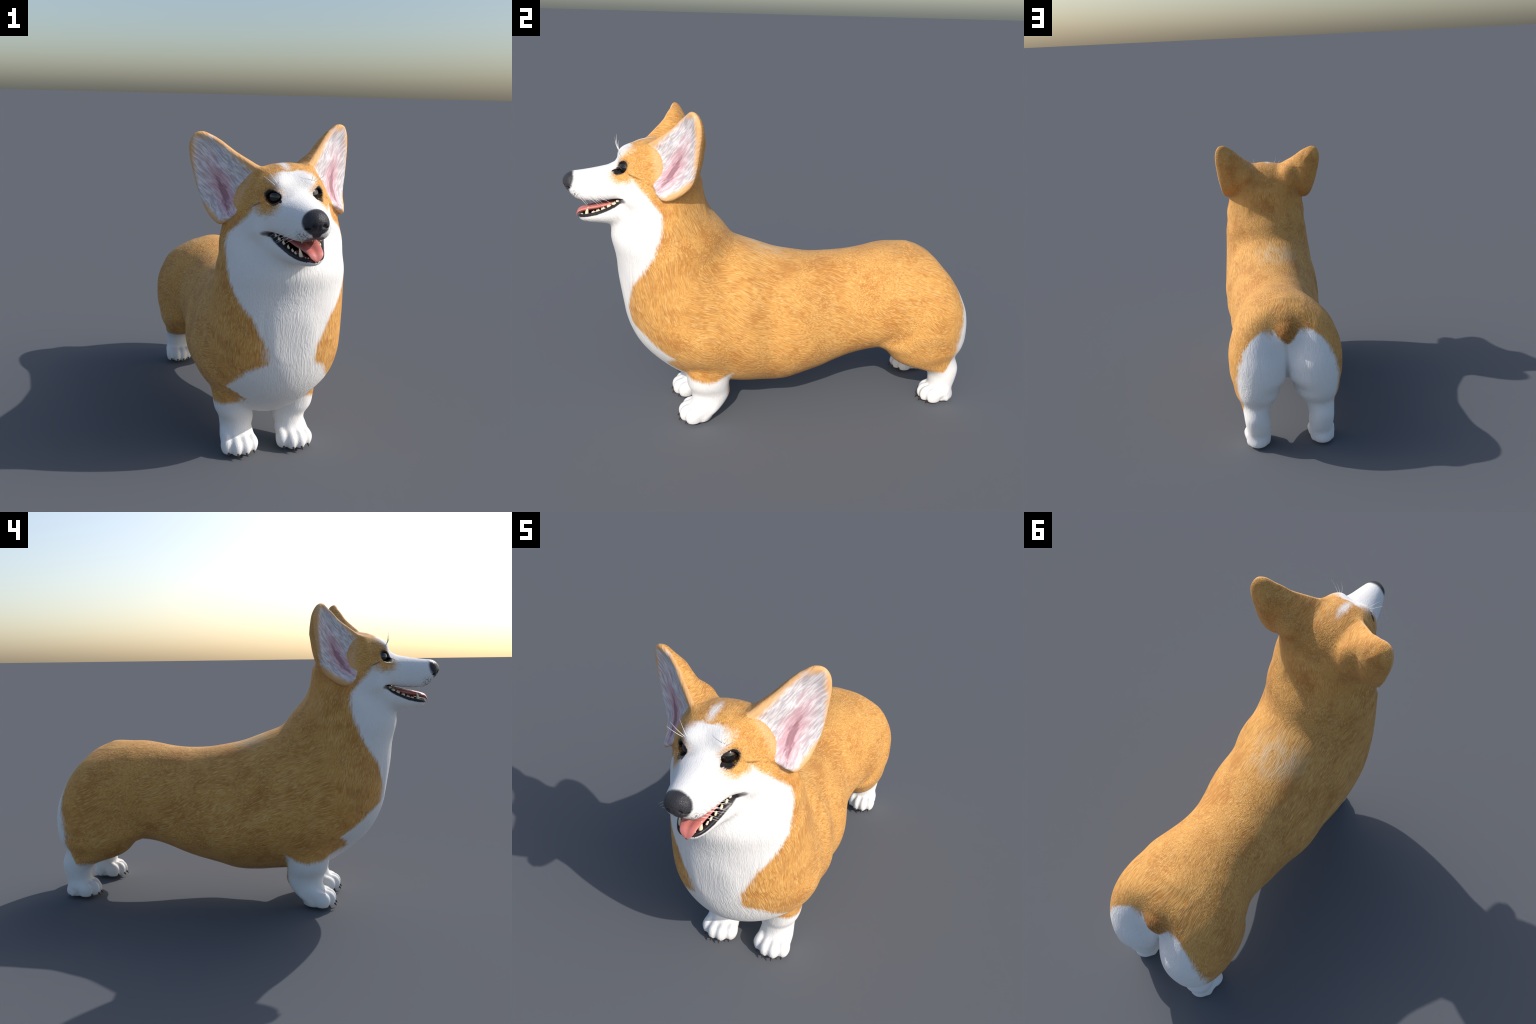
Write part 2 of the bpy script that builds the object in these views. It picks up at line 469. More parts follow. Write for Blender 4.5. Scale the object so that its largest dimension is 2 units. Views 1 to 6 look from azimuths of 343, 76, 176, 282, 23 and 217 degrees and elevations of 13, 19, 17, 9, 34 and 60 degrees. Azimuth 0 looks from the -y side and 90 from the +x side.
# ------------------------------------------------------------------ node maths
class Nodes:
    """Small expression layer over shader nodes."""
    def __init__(self, name):
        self.mat = bpy.data.materials.new(name)
        self.mat.use_nodes = True
        self.t = self.mat.node_tree
        self.t.nodes.clear()
        self.coord = self.node("ShaderNodeTexCoord").outputs["Object"]

    def node(self, kind, **kw):
        n = self.t.nodes.new(kind)
        for k, v in kw.items():
            setattr(n, k, v)
        return n

    def put(self, sock, v):
        if isinstance(v, E):
            v = v.s
        if isinstance(v, bpy.types.NodeSocket):
            self.t.links.new(v, sock)
        elif isinstance(v, (tuple, list)) and len(v) == 3 and sock.type == "RGBA":
            sock.default_value = (*v, 1)
        else:
            sock.default_value = v

    def math(self, op, *a, clamp=False):
        n = self.node("ShaderNodeMath", operation=op, use_clamp=clamp)
        for i, v in enumerate(a):
            self.put(n.inputs[i], v)
        return E(self, n.outputs[0])

    def vmath(self, op, *a, out=0):
        n = self.node("ShaderNodeVectorMath", operation=op)
        for i, v in enumerate(a):
            self.put(n.inputs[i], v)
        return n.outputs[out]

    def xyz(self, v=None):
        n = self.node("ShaderNodeSeparateXYZ")
        self.put(n.inputs[0], v if v is not None else self.coord)
        return [E(self, n.outputs[i]) for i in range(3)]

    def vec(self, x, y, z):
        n = self.node("ShaderNodeCombineXYZ")
        for i, v in enumerate((x, y, z)):
            self.put(n.inputs[i], v)
        return n.outputs[0]

    def step(self, a, b, x):
        """Smooth 0..1 as x goes from a to b."""
        n = self.node("ShaderNodeMapRange", interpolation_type="SMOOTHSTEP")
        for i, v in enumerate((x, a, b, 0.0, 1.0)):
            self.put(n.inputs[i], v)
        return E(self, n.outputs[0])

    def profile(self, x, pts):
        """Piecewise curve through control points (x, y), by a Color Ramp."""
        pts = sorted(pts)
        x0, x1 = pts[0][0], pts[-1][0]
        y0, y1 = min(p[1] for p in pts), max(p[1] for p in pts)
        m = self.node("ShaderNodeMapRange")
        for i, v in enumerate((x, x0, x1, 0.0, 1.0)):
            self.put(m.inputs[i], v)
        r = self.node("ShaderNodeValToRGB")
        el = r.color_ramp.elements
        while len(el) < len(pts):
            el.new(0.5)
        for e, (px, py) in zip(el, pts):
            e.position = (px - x0) / (x1 - x0)
        for e, (px, py) in zip(el, pts):
            v = (py - y0) / (y1 - y0)
            e.color = (v, v, v, 1)
        self.put(r.inputs[0], m.outputs[0])
        return E(self, r.outputs[0]) * (y1 - y0) + y0

    def noise(self, v, scale, detail=3, rough=0.55, out="Fac", warp=0.0):
        n = self.node("ShaderNodeTexNoise")
        self.put(n.inputs["Vector"], v)
        self.put(n.inputs["Scale"], scale)
        n.inputs["Detail"].default_value = detail
        n.inputs["Roughness"].default_value = rough
        n.inputs["Distortion"].default_value = warp
        return E(self, n.outputs[out]) if out == "Fac" else n.outputs[out]

    def mix(self, f, a, b):
        n = self.node("ShaderNodeMix", data_type="RGBA")
        self.put(n.inputs[0], f); self.put(n.inputs[6], a); self.put(n.inputs[7], b)
        return n.outputs[2]

    def flow(self, v, angle, along, across):
        """Coordinates combed in the y-z plane: strands run along the angle."""
        m = self.node("ShaderNodeMapping", vector_type="POINT")
        m.inputs["Rotation"].default_value = (angle, 0, 0)
        self.put(m.inputs["Vector"], v)
        s = self.vmath("MULTIPLY", m.outputs[0], (across, along, across))
        return s


class E:
    def __init__(self, n, s): self.n, self.s = n, s
    def __add__(a, b): return a.n.math("ADD", a, b)
    __radd__ = __add__
    def __sub__(a, b): return a.n.math("SUBTRACT", a, b)
    def __rsub__(a, b): return a.n.math("SUBTRACT", b, a)
    def __mul__(a, b): return a.n.math("MULTIPLY", a, b)
    __rmul__ = __mul__
    def __truediv__(a, b): return a.n.math("DIVIDE", a, b)
    def __neg__(a): return a.n.math("MULTIPLY", a, -1.0)
    def abs(a): return a.n.math("ABSOLUTE", a)
    def min(a, b): return a.n.math("MINIMUM", a, b)
    def max(a, b): return a.n.math("MAXIMUM", a, b)
    def sq(a): return a.n.math("MULTIPLY", a, a)
    def sqrt(a): return a.n.math("SQRT", a)
    def clip(a): return a.n.math("ADD", a, 0.0, clamp=True)


def srgb(r, g, b):
    return tuple(((c / 255 + 0.055) / 1.055) ** 2.4 if c > 10 else c / 255 / 12.92 for c in (r, g, b))


def head_space(N):
    x, y, z = N.xyz()
    x, z = x - HX, z - HZ
    return x * CR + z * SR, y, z * CR - x * SR + HZ


def ellipse(x, y, z, c, r):
    """0 at the centre, 1 on the ellipsoid."""
    return (((x - c[0]) / r[0]).sq() + ((y - c[1]) / r[1]).sq() + ((z - c[2]) / r[2]).sq()).sqrt()


def combed(N, x, y, z):
    """Fur strands: noise drawn out along the lie of the coat, region by region."""
    warp = N.vmath("SUBTRACT", N.noise(N.coord, 4.5, 1, 0.4, "Color"), (0.5, 0.5, 0.5))
    p = N.vmath("ADD", N.coord, N.vmath("MULTIPLY", warp, (0.09, 0.09, 0.09)))
    j = N.noise(N.coord, 9.0, 2) - 0.5
    neck = N.step(-0.36, -0.50, y + j * 0.25 + (z - 0.9) * -0.35) * N.step(0.30, 0.45, z + j * 0.1)
    leg = N.step(0.34, 0.22, z + j * 0.1).max(N.step(0.80, 0.93, y + j * 0.1) * N.step(0.75, 0.65, z))
    face = N.step(1.10, 1.20, z + j * 0.05) * N.step(-0.36, -0.42, y)
    out = []
    for along, across, det in ((22.0, 230.0, 3), (8.0, 60.0, 2)):
        body = N.noise(N.flow(p, 0.42, along, across), 1.0, det)
        down = N.noise(N.flow(p, 1.32, along, across), 1.0, det)
        back = N.noise(N.flow(p, 0.15, along * 1.6, across * 1.2), 1.0, det)
        v = body + (down - body) * neck.max(leg)
        out.append(v + (back - v) * face)
    return out


ORANGE = srgb(214, 157, 84)
ORANGE_DEEP = srgb(184, 123, 57)
ORANGE_PALE = srgb(238, 194, 126)
WHITE = srgb(236, 234, 232)
BLACK = (0.012, 0.012, 0.014)


def coat_material():
    N = Nodes("coat_fur")
    X, Y, Z = N.xyz()
    hx, hy, hz = head_space(N)
    ax, bx = hx.abs(), (X - CX).abs()
    fine, coarse = combed(N, X, Y, Z)
    fringe = (fine - 0.5) * 0.030 + (coarse - 0.5) * 0.030     # ragged edges between colours

    # ---- orange coat
    patch = N.noise(N.vmath("MULTIPLY", N.vmath("ADD", N.coord, N.vmath("MULTIPLY", N.noise(N.coord, 12.0, 2, 0.5, "Color"), (0.06, 0.06, 0.06))), (1.0, 0.7, 1.0)), 8.5, 4, 0.62)
    c = N.mix(N.step(0.43, 0.66, patch + (coarse - 0.5) * 0.7) * 0.85, ORANGE, ORANGE_DEEP)
    c = N.mix(N.step(0.48, 0.72, coarse) * 0.38, c, ORANGE_PALE)
    c = N.mix(N.step(0.51, 0.66, fine) * 0.55, c, ORANGE_PALE)
    c = N.mix(N.step(0.48, 0.32, fine) * 0.8, c, ORANGE_DEEP)
    withers = ellipse(X, Y, Z, (0.0, -0.06, 0.87), (0.15, 0.13, 0.10)) + fringe * 4
    c = N.mix(N.step(1.4, 0.2, withers) * N.step(0.25, 0.60, patch + (coarse - 0.5)) * 0.6, c, srgb(228, 200, 160))
    painted_blade_shade = ellipse(bx, Y, Z, (0.15, 0.02, 0.79), (0.05, 0.06, 0.05)) + fringe * 8  # shading beside the shoulder blades, painted into the coat as darker brown
    c = N.mix(N.step(1.5, 0.2, painted_blade_shade) * 0.6, c, srgb(178, 118, 58))
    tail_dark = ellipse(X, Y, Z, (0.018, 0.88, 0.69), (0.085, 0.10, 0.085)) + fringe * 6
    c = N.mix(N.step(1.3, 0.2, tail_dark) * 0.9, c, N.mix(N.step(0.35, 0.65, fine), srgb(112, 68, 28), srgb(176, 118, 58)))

    # ---- white body markings; positive = white
    yb = N.profile(Z, [(0.36, -0.56), (0.398, -0.54), (0.44, -0.607), (0.507, -0.672), (0.56, -0.73), (0.70, -0.745), (0.767, -0.712),
                       (0.80, -0.69), (0.862, -0.657), (0.92, -0.625), (0.972, -0.609), (1.014, -0.590), (1.06, -0.583),
                       (1.107, -0.587), (1.148, -0.618), (1.194, -0.655), (1.235, -0.690), (1.262, -0.728), (1.30, -0.80)])
    xb = N.profile(Z, [(0.30, 0.150), (0.36, 0.158), (0.43, 0.172), (0.49, 0.145), (0.56, 0.105), (0.62, 0.110), (0.70, 0.150), (0.78, 0.185), (0.9, 0.22)])
    chest = (yb - Y).max((xb - bx).min(-0.52 - Y).min(0.9 - Z))
    belly = (0.115 - bx).min(0.40 - Z)
    fhem = 0.252 + (Y + 0.38).sq() * 3.0
    fore = (fhem - Z).max((0.118 - bx).min(0.36 - Z)).min((0.135 - (Y + 0.40).abs()))
    hhem = (Y - 0.865).max(0.0) * 1.9 + 0.197
    hind = (hhem - Z).min(Y - 0.40)
    xr = N.profile(Z, [(0.19, 0.20), (0.25, 0.245), (0.30, 0.268), (0.36, 0.285), (0.44, 0.290), (0.52, 0.275), (0.61, 0.240), (0.66, 0.20), (0.695, 0.155), (0.72, 0.105), (0.74, 0.0)])
    tailw = N.profile(Z, [(0.60, -0.06), (0.630, 0.010), (0.66, 0.038), (0.69, 0.066), (0.725, 0.094), (0.76, 0.115), (0.83, 0.16)])
    rump = (xr - bx).min(Y - 0.885 + N.step(0.06, 0.02, bx) * 0.09).min((X - 0.018).abs() - tailw).max((0.10 - bx).min(Y - 0.5).min(0.42 - Z))
    white = chest.max(belly).max(fore).max(hind).max(rump)
    # ---- face
    blaze = N.profile(hz, [(1.25, 0.062), (1.275, 0.058), (1.30, 0.062), (1.325, 0.082), (1.345, 0.092), (1.36, 0.084), (1.374, 0.058), (1.386, 0.0)]) - ax
    dip = N.step(0.035, 0.0, ax) * N.step(1.362, 1.385, hz) * 0.06
    blaze = (blaze - dip).min(-0.55 - Y).min(hz - 1.22)
    tuft = (1.0 - ellipse(hx, hy, hz, (-0.010, -0.632, 1.40), (0.014, 0.045, 0.03)) - fringe * 5) * 0.02
    under_eye = 1.0 - ellipse(ax, hy, hz, (0.118, -0.725, 1.255), (0.052, 0.075, 0.046))
    muzzle = (-0.752 - hy).min(1.31 - hz)
    face = blaze.max(tuft).max(muzzle)
    cheek_gate = N.step(1.16, 1.22, hz)
    white = white.max(face)
    white = white.min(-under_eye * 0.05)
    soft = 0.014 + N.step(1.10, 1.25, hz) * 0.012
    w = N.step(-soft, soft, white + fringe)
    snow = N.mix(N.step(0.45, 0.25, fine) * 0.35, WHITE, srgb(212, 210, 210))
    c = N.mix(w, c, snow)

    # pale fringe in front of the ear
    ea, eb = np.array((0.139, -0.590, 1.375)), np.array((0.236, -0.580, 1.175)); ed = eb - ea
    et = ((ax - float(ea[0])) * float(ed[0]) + (hy - float(ea[1])) * float(ed[1]) + (hz - float(ea[2])) * float(ed[2])) / float(ed @ ed)
    et = et.max(0.0).min(1.0)
    edist = ((ax - float(ea[0]) - et * float(ed[0])).sq() + (hy - float(ea[1]) - et * float(ed[1])).sq() + (hz - float(ea[2]) - et * float(ed[2])).sq()).sqrt()
    c = N.mix(N.step(0.035, 0.006, edist + fringe * 0.7) * 0.30, c, srgb(232, 196, 160))

    # ---- dark details of the face
    speck = N.noise(N.coord, 150.0, 2)
    pad = ellipse(ax, hy, hz, (0.045, -0.945, 1.155), (0.05, 0.05, 0.045))
    c = N.mix(N.step(1.0, 0.3, pad) * (N.step(0.48, 0.66, speck) * 0.75 + 0.12), c, srgb(70, 66, 66))
    # eye rims and the streak behind the eye
    dx, dy, dz = ax - float(EYE[0]), hy - float(EYE[1]), hz - float(EYE[2])
    dot = lambda a: dx * float(a[0]) + dy * float(a[1]) + dz * float(a[2])
    u, v, g = dot(EYE_S), dot(EYE_U), dot(GAZE)
    rim = (((u + 0.002) / 0.0355).sq() + ((v - 0.002 + u * 0.25) / 0.0300).sq()).sqrt()
    rim = rim.min((((u - 0.032) / 0.011).sq() + ((v + 0.011 + (u - 0.032) * 0.3) / 0.006).sq()).sqrt())
    rim = rim + N.step(0.0, -0.02, g) * 3 + (fine - 0.5) * 0.5
    c = N.mix(N.step(1.5, 1.0, rim) * 0.35, c, srgb(105, 75, 50))
    c = N.mix(N.step(1.12, 0.9, rim), c, srgb(28, 28, 30))
    streak = ((hz - 1.258) + (hy + 0.711) * 0.447).abs() + fringe * 0.12
    streak = N.step(0.007, 0.001, streak) * N.step(-0.722, -0.712, hy) * N.step(-0.64, -0.69, hy) * N.step(0.09, 0.10, ax)
    c = N.mix(streak * 0.6, c, srgb(90, 55, 25))
    # lips: black line along the lower jaw, corner of the mouth, inside of the mouth
    lipz = N.profile(hy, [(-0.96, 1.059), (-0.94, 1.063), (-0.90, 1.070), (-0.86, 1.080), (-0.83, 1.092), (-0.80, 1.107), (-0.779, 1.119), (-0.755, 1.138), (-0.74, 1.144)])
    upz = N.profile(hy, [(-0.97, 1.154), (-0.94, 1.134), (-0.917, 1.128), (-0.872, 1.128), (-0.839, 1.131), (-0.805, 1.136), (-0.78, 1.141), (-0.761, 1.146), (-0.74, 1.150)])
    low_lip = N.step(lipz - 0.017, lipz - 0.011, hz + fringe * 0.1) * N.step(upz + 0.003, upz - 0.002, hz) * N.step(-0.742, -0.754, hy)
    c = N.mix(low_lip, c, srgb(44, 40, 44))
    up_lip = N.step(upz + 0.006, upz + 0.001, hz + fringe * 0.1) * N.step(upz - 0.02, upz - 0.004, hz) * N.step(-0.752, -0.760, hy)
    c = N.mix(up_lip * 0.8, c, srgb(60, 56, 58))
    wide = N.profile(hy, [(-0.96, 0.004), (-0.93, 0.024), (-0.90, 0.042), (-0.85, 0.058), (-0.80, 0.078), (-0.70, 0.101), (-0.64, 0.10)])
    inside = N.step(wide + 0.004, wide, ax) * N.step(1.041, 1.046, hz) * N.step(-0.645, -0.655, hy) * N.step(upz + 0.055, upz + 0.05, hz) * N.step(-0.936, -0.929, hy)
    flesh = N.mix(N.noise(N.coord, 60, 2), srgb(96, 36, 36), srgb(60, 22, 24))
    c = N.mix(inside, c, flesh)
    corner = ellipse(ax, hy, hz, (0.138, -0.742, 1.138), (0.03, 0.020, 0.013))
    c = N.mix(N.step(1.0, 0.2, corner) * 0.8, c, srgb(58, 54, 56))
    # nose leather
    nose = ellipse(ax, hy, hz, (0.0, -0.968, 1.213), (0.057, 0.044, 0.051))
    nose = nose.min(ellipse(ax, hy, hz, (0.0, -0.985, 1.17), (0.022, 0.03, 0.036)))
    nf = N.step(1.10, 0.93, nose + fringe * 2.0)
    c = N.mix(nf, c, N.mix(N.noise(N.coord, 260, 2), srgb(40, 40, 44), srgb(62, 62, 68)))

    dark = nf.max(low_lip).max(N.step(1.1, 0.9, rim)).max(inside)
    b = N.node("ShaderNodeBsdfPrincipled")
    N.put(b.inputs["Base Color"], c)
    N.put(b.inputs["Roughness"], 0.75 - dark * 0.42)
    b.inputs["Specular IOR Level"].default_value = 0.25
    b.inputs["Sheen Weight"].default_value = 0.06
    b.inputs["Sheen Roughness"].default_value = 0.5
    pebble = N.node("ShaderNodeTexVoronoi")
    pebble.inputs["Scale"].default_value = 330
    N.put(pebble.inputs["Vector"], N.coord)
    short = N.step(0.9, 1.2, N.noise(N.coord, 1, 0) * 0 + hz) * N.step(-0.40, -0.75, hy)
    furh = (fine * 1.0 + coarse * 0.8) * (1.0 - short * 0.65) * (1 - N.step(0.3, 0.2, Z) * 0.5)
    height = furh * (1 - dark) + E(N, pebble.outputs["Distance"]) * nf * 0.25
    bump = N.node("ShaderNodeBump")
    bump.inputs["Strength"].default_value = 0.42
    bump.inputs["Distance"].default_value = 0.010
    N.put(bump.inputs["Height"], height)
    N.t.links.new(bump.outputs[0], b.inputs["Normal"])
    o = N.node("ShaderNodeOutputMaterial")
    N.t.links.new(b.outputs[0], o.inputs[0])
    return N.mat


def ear_lining_material():
    N = Nodes("ear_lining")
    hx, hy, hz = head_space(N)
    ax = hx.abs()
    w = (ax - float(EAR_A[0])) * float(EAR_W[0]) + (hy - float(EAR_A[1])) * float(EAR_W[1])
    # hairs lie from the front edge up and outwards
    cv = N.vec(w, hz, hy)
    warp = N.vmath("SUBTRACT", N.noise(N.coord, 14, 2, 0.5, "Color"), (0.5, 0.5, 0.5))
    cv = N.vmath("ADD", cv, N.vmath("MULTIPLY", warp, (0.022, 0.022, 0.022)))
    m = N.node("ShaderNodeMapping")
    m.inputs["Rotation"].default_value = (0, 0, -0.75)
    N.put(m.inputs["Vector"], cv)
    hair = N.noise(N.vmath("MULTIPLY", m.outputs[0], (16, 130, 40)), 1.0, 3)
    tuft = N.noise(N.vmath("MULTIPLY", m.outputs[0], (8, 45, 14)), 1.0, 2)
    # distance in from the rim, as the nearest of a few edges
    top = ((1.413 - hz) + w * 0.80) * 0.78
    out = 0.272 - w - (hz - 1.42).abs() * 0.10
    tip = 1.542 - hz
    low = (hz - 1.155) - (w - 0.12).max(0.0) * 0.75
    rim = top.min(out).min(tip).min(low)
    pink = ellipse(w, hz, hz, (0.125, 1.29, 1.29), (0.055, 0.14, 0.14))
    sk = (w - 0.105) * 0.85 - (hz - 1.27) * 0.45
    along = (hz - 1.29) * 0.85 + (w - 0.11) * 0.45
    pink = ((sk / 0.05).sq() + (along / 0.16).sq()).sqrt() + (tuft - 0.5) * 1.3
    c = N.mix(N.step(0.36, 0.64, hair), srgb(188, 180, 184), srgb(228, 223, 224))
    c = N.mix(N.step(1.45, 0.30, pink + (hair - 0.5) * 0.9) * N.step(1.175, 1.225, hz) * 0.75, c, srgb(206, 154, 164))
    deep = ((sk / 0.018).sq() + ((along + 0.01) / 0.085).sq()).sqrt() + (tuft - 0.5) * 0.8
    c = N.mix(N.step(1.1, 0.4, deep + (hair - 0.5) * 1.5) * 0.65, c, srgb(128, 78, 90))
    c = N.mix(N.step(0.040, 0.008, rim + (hair - 0.5) * 0.035), c, srgb(228, 176, 120))
    b = N.node("ShaderNodeBsdfPrincipled")
    N.put(b.inputs["Base Color"], c)
    b.inputs["Roughness"].default_value = 0.75
    b.inputs["Specular IOR Level"].default_value = 0.25
    b.inputs["Subsurface Weight"].default_value = 0.0
    bump = N.node("ShaderNodeBump")
    bump.inputs["Strength"].default_value = 0.45
    bump.inputs["Distance"].default_value = 0.008
    N.put(bump.inputs["Height"], hair + tuft)
    N.t.links.new(bump.outputs[0], b.inputs["Normal"])
    o = N.node("ShaderNodeOutputMaterial")
    N.t.links.new(b.outputs[0], o.inputs[0])
    return N.mat


def plain(name, a, b_, scale, rough, coat=0.0, spec=0.5, sub=0.0, bump=0.0):
    N = Nodes(name)
    c = N.mix(N.noise(N.coord, scale, 3), a, b_)
    b = N.node("ShaderNodeBsdfPrincipled")
    N.put(b.inputs["Base Color"], c)
    b.inputs["Roughness"].default_value = rough
    b.inputs["Coat Weight"].default_value = coat
    b.inputs["Coat Roughness"].default_value = 0.05
    b.inputs["Specular IOR Level"].default_value = spec
    if sub:
        b.inputs["Subsurface Weight"].default_value = sub
        b.inputs["Subsurface Radius"].default_value = (0.008, 0.004, 0.002)
    if bump:
        bn = N.node("ShaderNodeBump")
        bn.inputs["Strength"].default_value = bump
        bn.inputs["Distance"].default_value = 0.002
        N.put(bn.inputs["Height"], N.noise(N.coord, scale * 4, 3))
        N.t.links.new(bn.outputs[0], b.inputs["Normal"])
    o = N.node("ShaderNodeOutputMaterial")
    N.t.links.new(b.outputs[0], o.inputs[0])
    return N.mat


def eye_material():
    """Object coordinates of the eye: z looks out of it."""
    N = Nodes("eye_ball")
    x, y, z = N.xyz()
    r = (x.sq() + y.sq()).sqrt()
    rays = N.noise(N.vec(N.math("ARCTAN2", y, x) * 6, r * 40, 0.0), 2.0, 2)
    iris = N.mix(rays, srgb(46, 29, 17), srgb(24, 16, 11))
    c = N.mix(N.step(0.0150, 0.0175, r), (0.004, 0.004, 0.005), iris)
    c = N.mix(N.step(0.0260, 0.0290, r), c, srgb(25, 20, 18))
    b = N.node("ShaderNodeBsdfPrincipled")
    N.put(b.inputs["Base Color"], c)
    b.inputs["Roughness"].default_value = 0.06
    b.inputs["Coat Weight"].default_value = 0.6
    b.inputs["Coat Roughness"].default_value = 0.02
    o = N.node("ShaderNodeOutputMaterial")
    N.t.links.new(b.outputs[0], o.inputs[0])
    return N.mat


MAT = {
    "coat": coat_material(), "lining": ear_lining_material(), "eye": eye_material(),
    "tongue": plain("wet_tongue", srgb(216, 134, 124), srgb(200, 112, 106), 40, 0.45, 0.1, bump=0.3),
    "tooth": plain("tooth_enamel", srgb(232, 214, 176), srgb(246, 236, 208), 40, 0.35, 0.2),
    "gum": plain("gum_flesh", srgb(120, 52, 54), srgb(88, 36, 40), 60, 0.4, 0.2),
    "claw": plain("claw_horn", srgb(72, 54, 50), srgb(48, 36, 34), 80, 0.4),
    "whisker": plain("whisker_hair", srgb(240, 238, 236), srgb(228, 226, 226), 20, 0.5),
}

# ------------------------------------------------------------------ objects
scene = bpy.context.scene
root = bpy.data.objects.new("dog", None)
scene.collection.objects.link(root)
root["label"] = "standing orange and white short-legged dog, big ears, smiling"
root["category"] = "dog"


def add(name, mesh, parent=root):
    ob = bpy.data.objects.new(name, mesh)
    scene.collection.objects.link(ob)
    ob.parent = parent
    return ob


def mesh_from(name, v, f, mats, smooth=True, normals=None, slots=None):
    me = bpy.data.meshes.new(name)
    me.from_pydata([tuple(p) for p in v], [], [tuple(q) for q in f]) if not isinstance(f, np.ndarray) else build_quads(me, v, f)
    for m in mats:
        me.materials.append(m)
    if slots is not None:
        me.polygons.foreach_set("material_index", np.asarray(slots, np.int32))
    me.polygons.foreach_set("use_smooth", np.full(len(me.polygons), smooth))
    me.update()
    if normals is not None:
        me.normals_split_custom_set_from_vertices([tuple(n) for n in normals])
    return me


def build_quads(me, v, f):
    n = f.shape[1]
    me.vertices.add(len(v)); me.vertices.foreach_set("co", np.asarray(v, np.float32).ravel())
    me.loops.add(len(f) * n); me.loops.foreach_set("vertex_index", f.astype(np.int32).ravel())
    me.polygons.add(len(f)); me.polygons.foreach_set("loop_start", np.arange(0, len(f) * n, n, dtype=np.int32))
    me.update(calc_edges=True)
    me.validate()


# vertex normals of the whole skin
def skin_normals(v, q):
    fn = np.cross(v[q[:, 2]] - v[q[:, 0]], v[q[:, 3]] - v[q[:, 1]])
    vn = np.zeros_like(v)
    for i in range(4):
        vn += scatter(q[:, i], fn, len(v))
    return vn / np.maximum(np.linalg.norm(vn, axis=1, keepdims=True), 1e-12)


vnorm = skin_normals(verts, quads)
fc = verts[quads].mean(1)
hc = to_head(fc); ha = hc.copy(); ha[:, 0] = np.abs(ha[:, 0])
fn = vnorm[quads].mean(1); fnh = to_head(fn + np.array((HX, 0, HZ))) ; fnh[:, 2] -= HZ; fnh[:, 0] *= np.sign(hc[:, 0])

bx = np.abs(fc[:, 0] - CX)
region = np.full(len(quads), "torso", dtype="<U10")
headness = (hc[:, 2] - 1.04) + 0.9 * (-0.56 - hc[:, 1]) * 1.0
region[(fc[:, 2] > 0.60) & (fc[:, 1] < -0.16 - 0.5 * (0.9 - fc[:, 2]))] = "neck"
head_sel = (hc[:, 2] > 1.0) & (headness > 0.07) & (hc[:, 1] < -0.36)
region[head_sel] = "head"
w_, z_, n_ = ear_coords(ha)
lead = ear(ha); rest = smin(NECK(fc), head(hc), 0.05)
region[(lead < rest - 0.012) & (z_ > 1.12)] = "ear"
nose_q = np.sqrt((hc[:, 0] / 0.060) ** 2 + ((hc[:, 1] + 0.965) / 0.047) ** 2 + ((hc[:, 2] - 1.212) / 0.053) ** 2)
region[nose_q < 1.08] = "nose"
fl = np.minimum(FORE(mirrored(fc, 1, FX)), FORE(mirrored(fc, -1, FX)))
region[(fc[:, 2] < 0.33) & (fc[:, 1] < -0.20) & (fc[:, 1] > -0.56) & (trunk(fc) > 0.006)] = "foreleg"
region[(fc[:, 1] > 0.45) & (smin(TORSO(fc), tail(fc), 0.02) > 0.010) & (fc[:, 2] < 0.72)] = "hind_leg"
region[(tail(fc) < np.minimum(TORSO(fc), np.minimum(HIND(mirrored(fc, 1)), HIND(mirrored(fc, -1)))) - 0.004) & (fc[:, 1] > 0.70)] = "tail"
# lining: the side of the ear that looks out of the opening
wl, zl = w_, z_
mid = ear_lean(wl, zl) + EAR_FWD
inside_d = loop_distance(np.stack([wl, zl], 1), EAR_LOOP) if len(wl) < 10 else None
lining = (region == "ear") & ((fnh @ EAR_N) > 0.05) & ((n_ - mid) > -0.075)
side = np.where(fc[:, 0] > HX, 0, 1)

part_of = {}
for name, paired in (("torso", 0), ("neck", 0), ("head", 0), ("tail", 0), ("nose", 0), ("ear", 1), ("foreleg", 1), ("hind_leg", 1)):
    for s in ((0, 1) if paired else (None,)):
        sel = region == name
        if s is not None:
            sel &= (side if name == "ear" else np.where(fc[:, 0] > CX, 0, 1)) == s
        if not sel.any():
            continue
        q = quads[sel]
        used, inv = np.unique(q, return_inverse=True)
        me = mesh_from(name, verts[used], inv.reshape(q.shape), [MAT["coat"], MAT["lining"]], True, vnorm[used], lining[sel].astype(int))
        ob = add(name, me)
        part_of[(name, s or 0)] = ob
head_ob = part_of[("head", 0)]
part_of[("nose", 0)].parent = head_ob

# ---- eyes
def sphere(r, nu=40, nv=24):
    v = [(0, 0, r)]
    for i in range(1, nv):
        t = math.pi * i / nv
        v += [(r * math.sin(t) * math.cos(2 * math.pi * j / nu), r * math.sin(t) * math.sin(2 * math.pi * j / nu), r * math.cos(t)) for j in range(nu)]
    v.append((0, 0, -r))
    f = [(0, 1 + j, 1 + (j + 1) % nu) for j in range(nu)]
    for i in range(nv - 2):
        a, b = 1 + i * nu, 1 + (i + 1) * nu
        f += [(a + j, b + j, b + (j + 1) % nu, a + (j + 1) % nu) for j in range(nu)]
    a = 1 + (nv - 2) * nu
    f += [(a + j, len(v) - 1, a + (j + 1) % nu) for j in range(nu)]
    return v, f


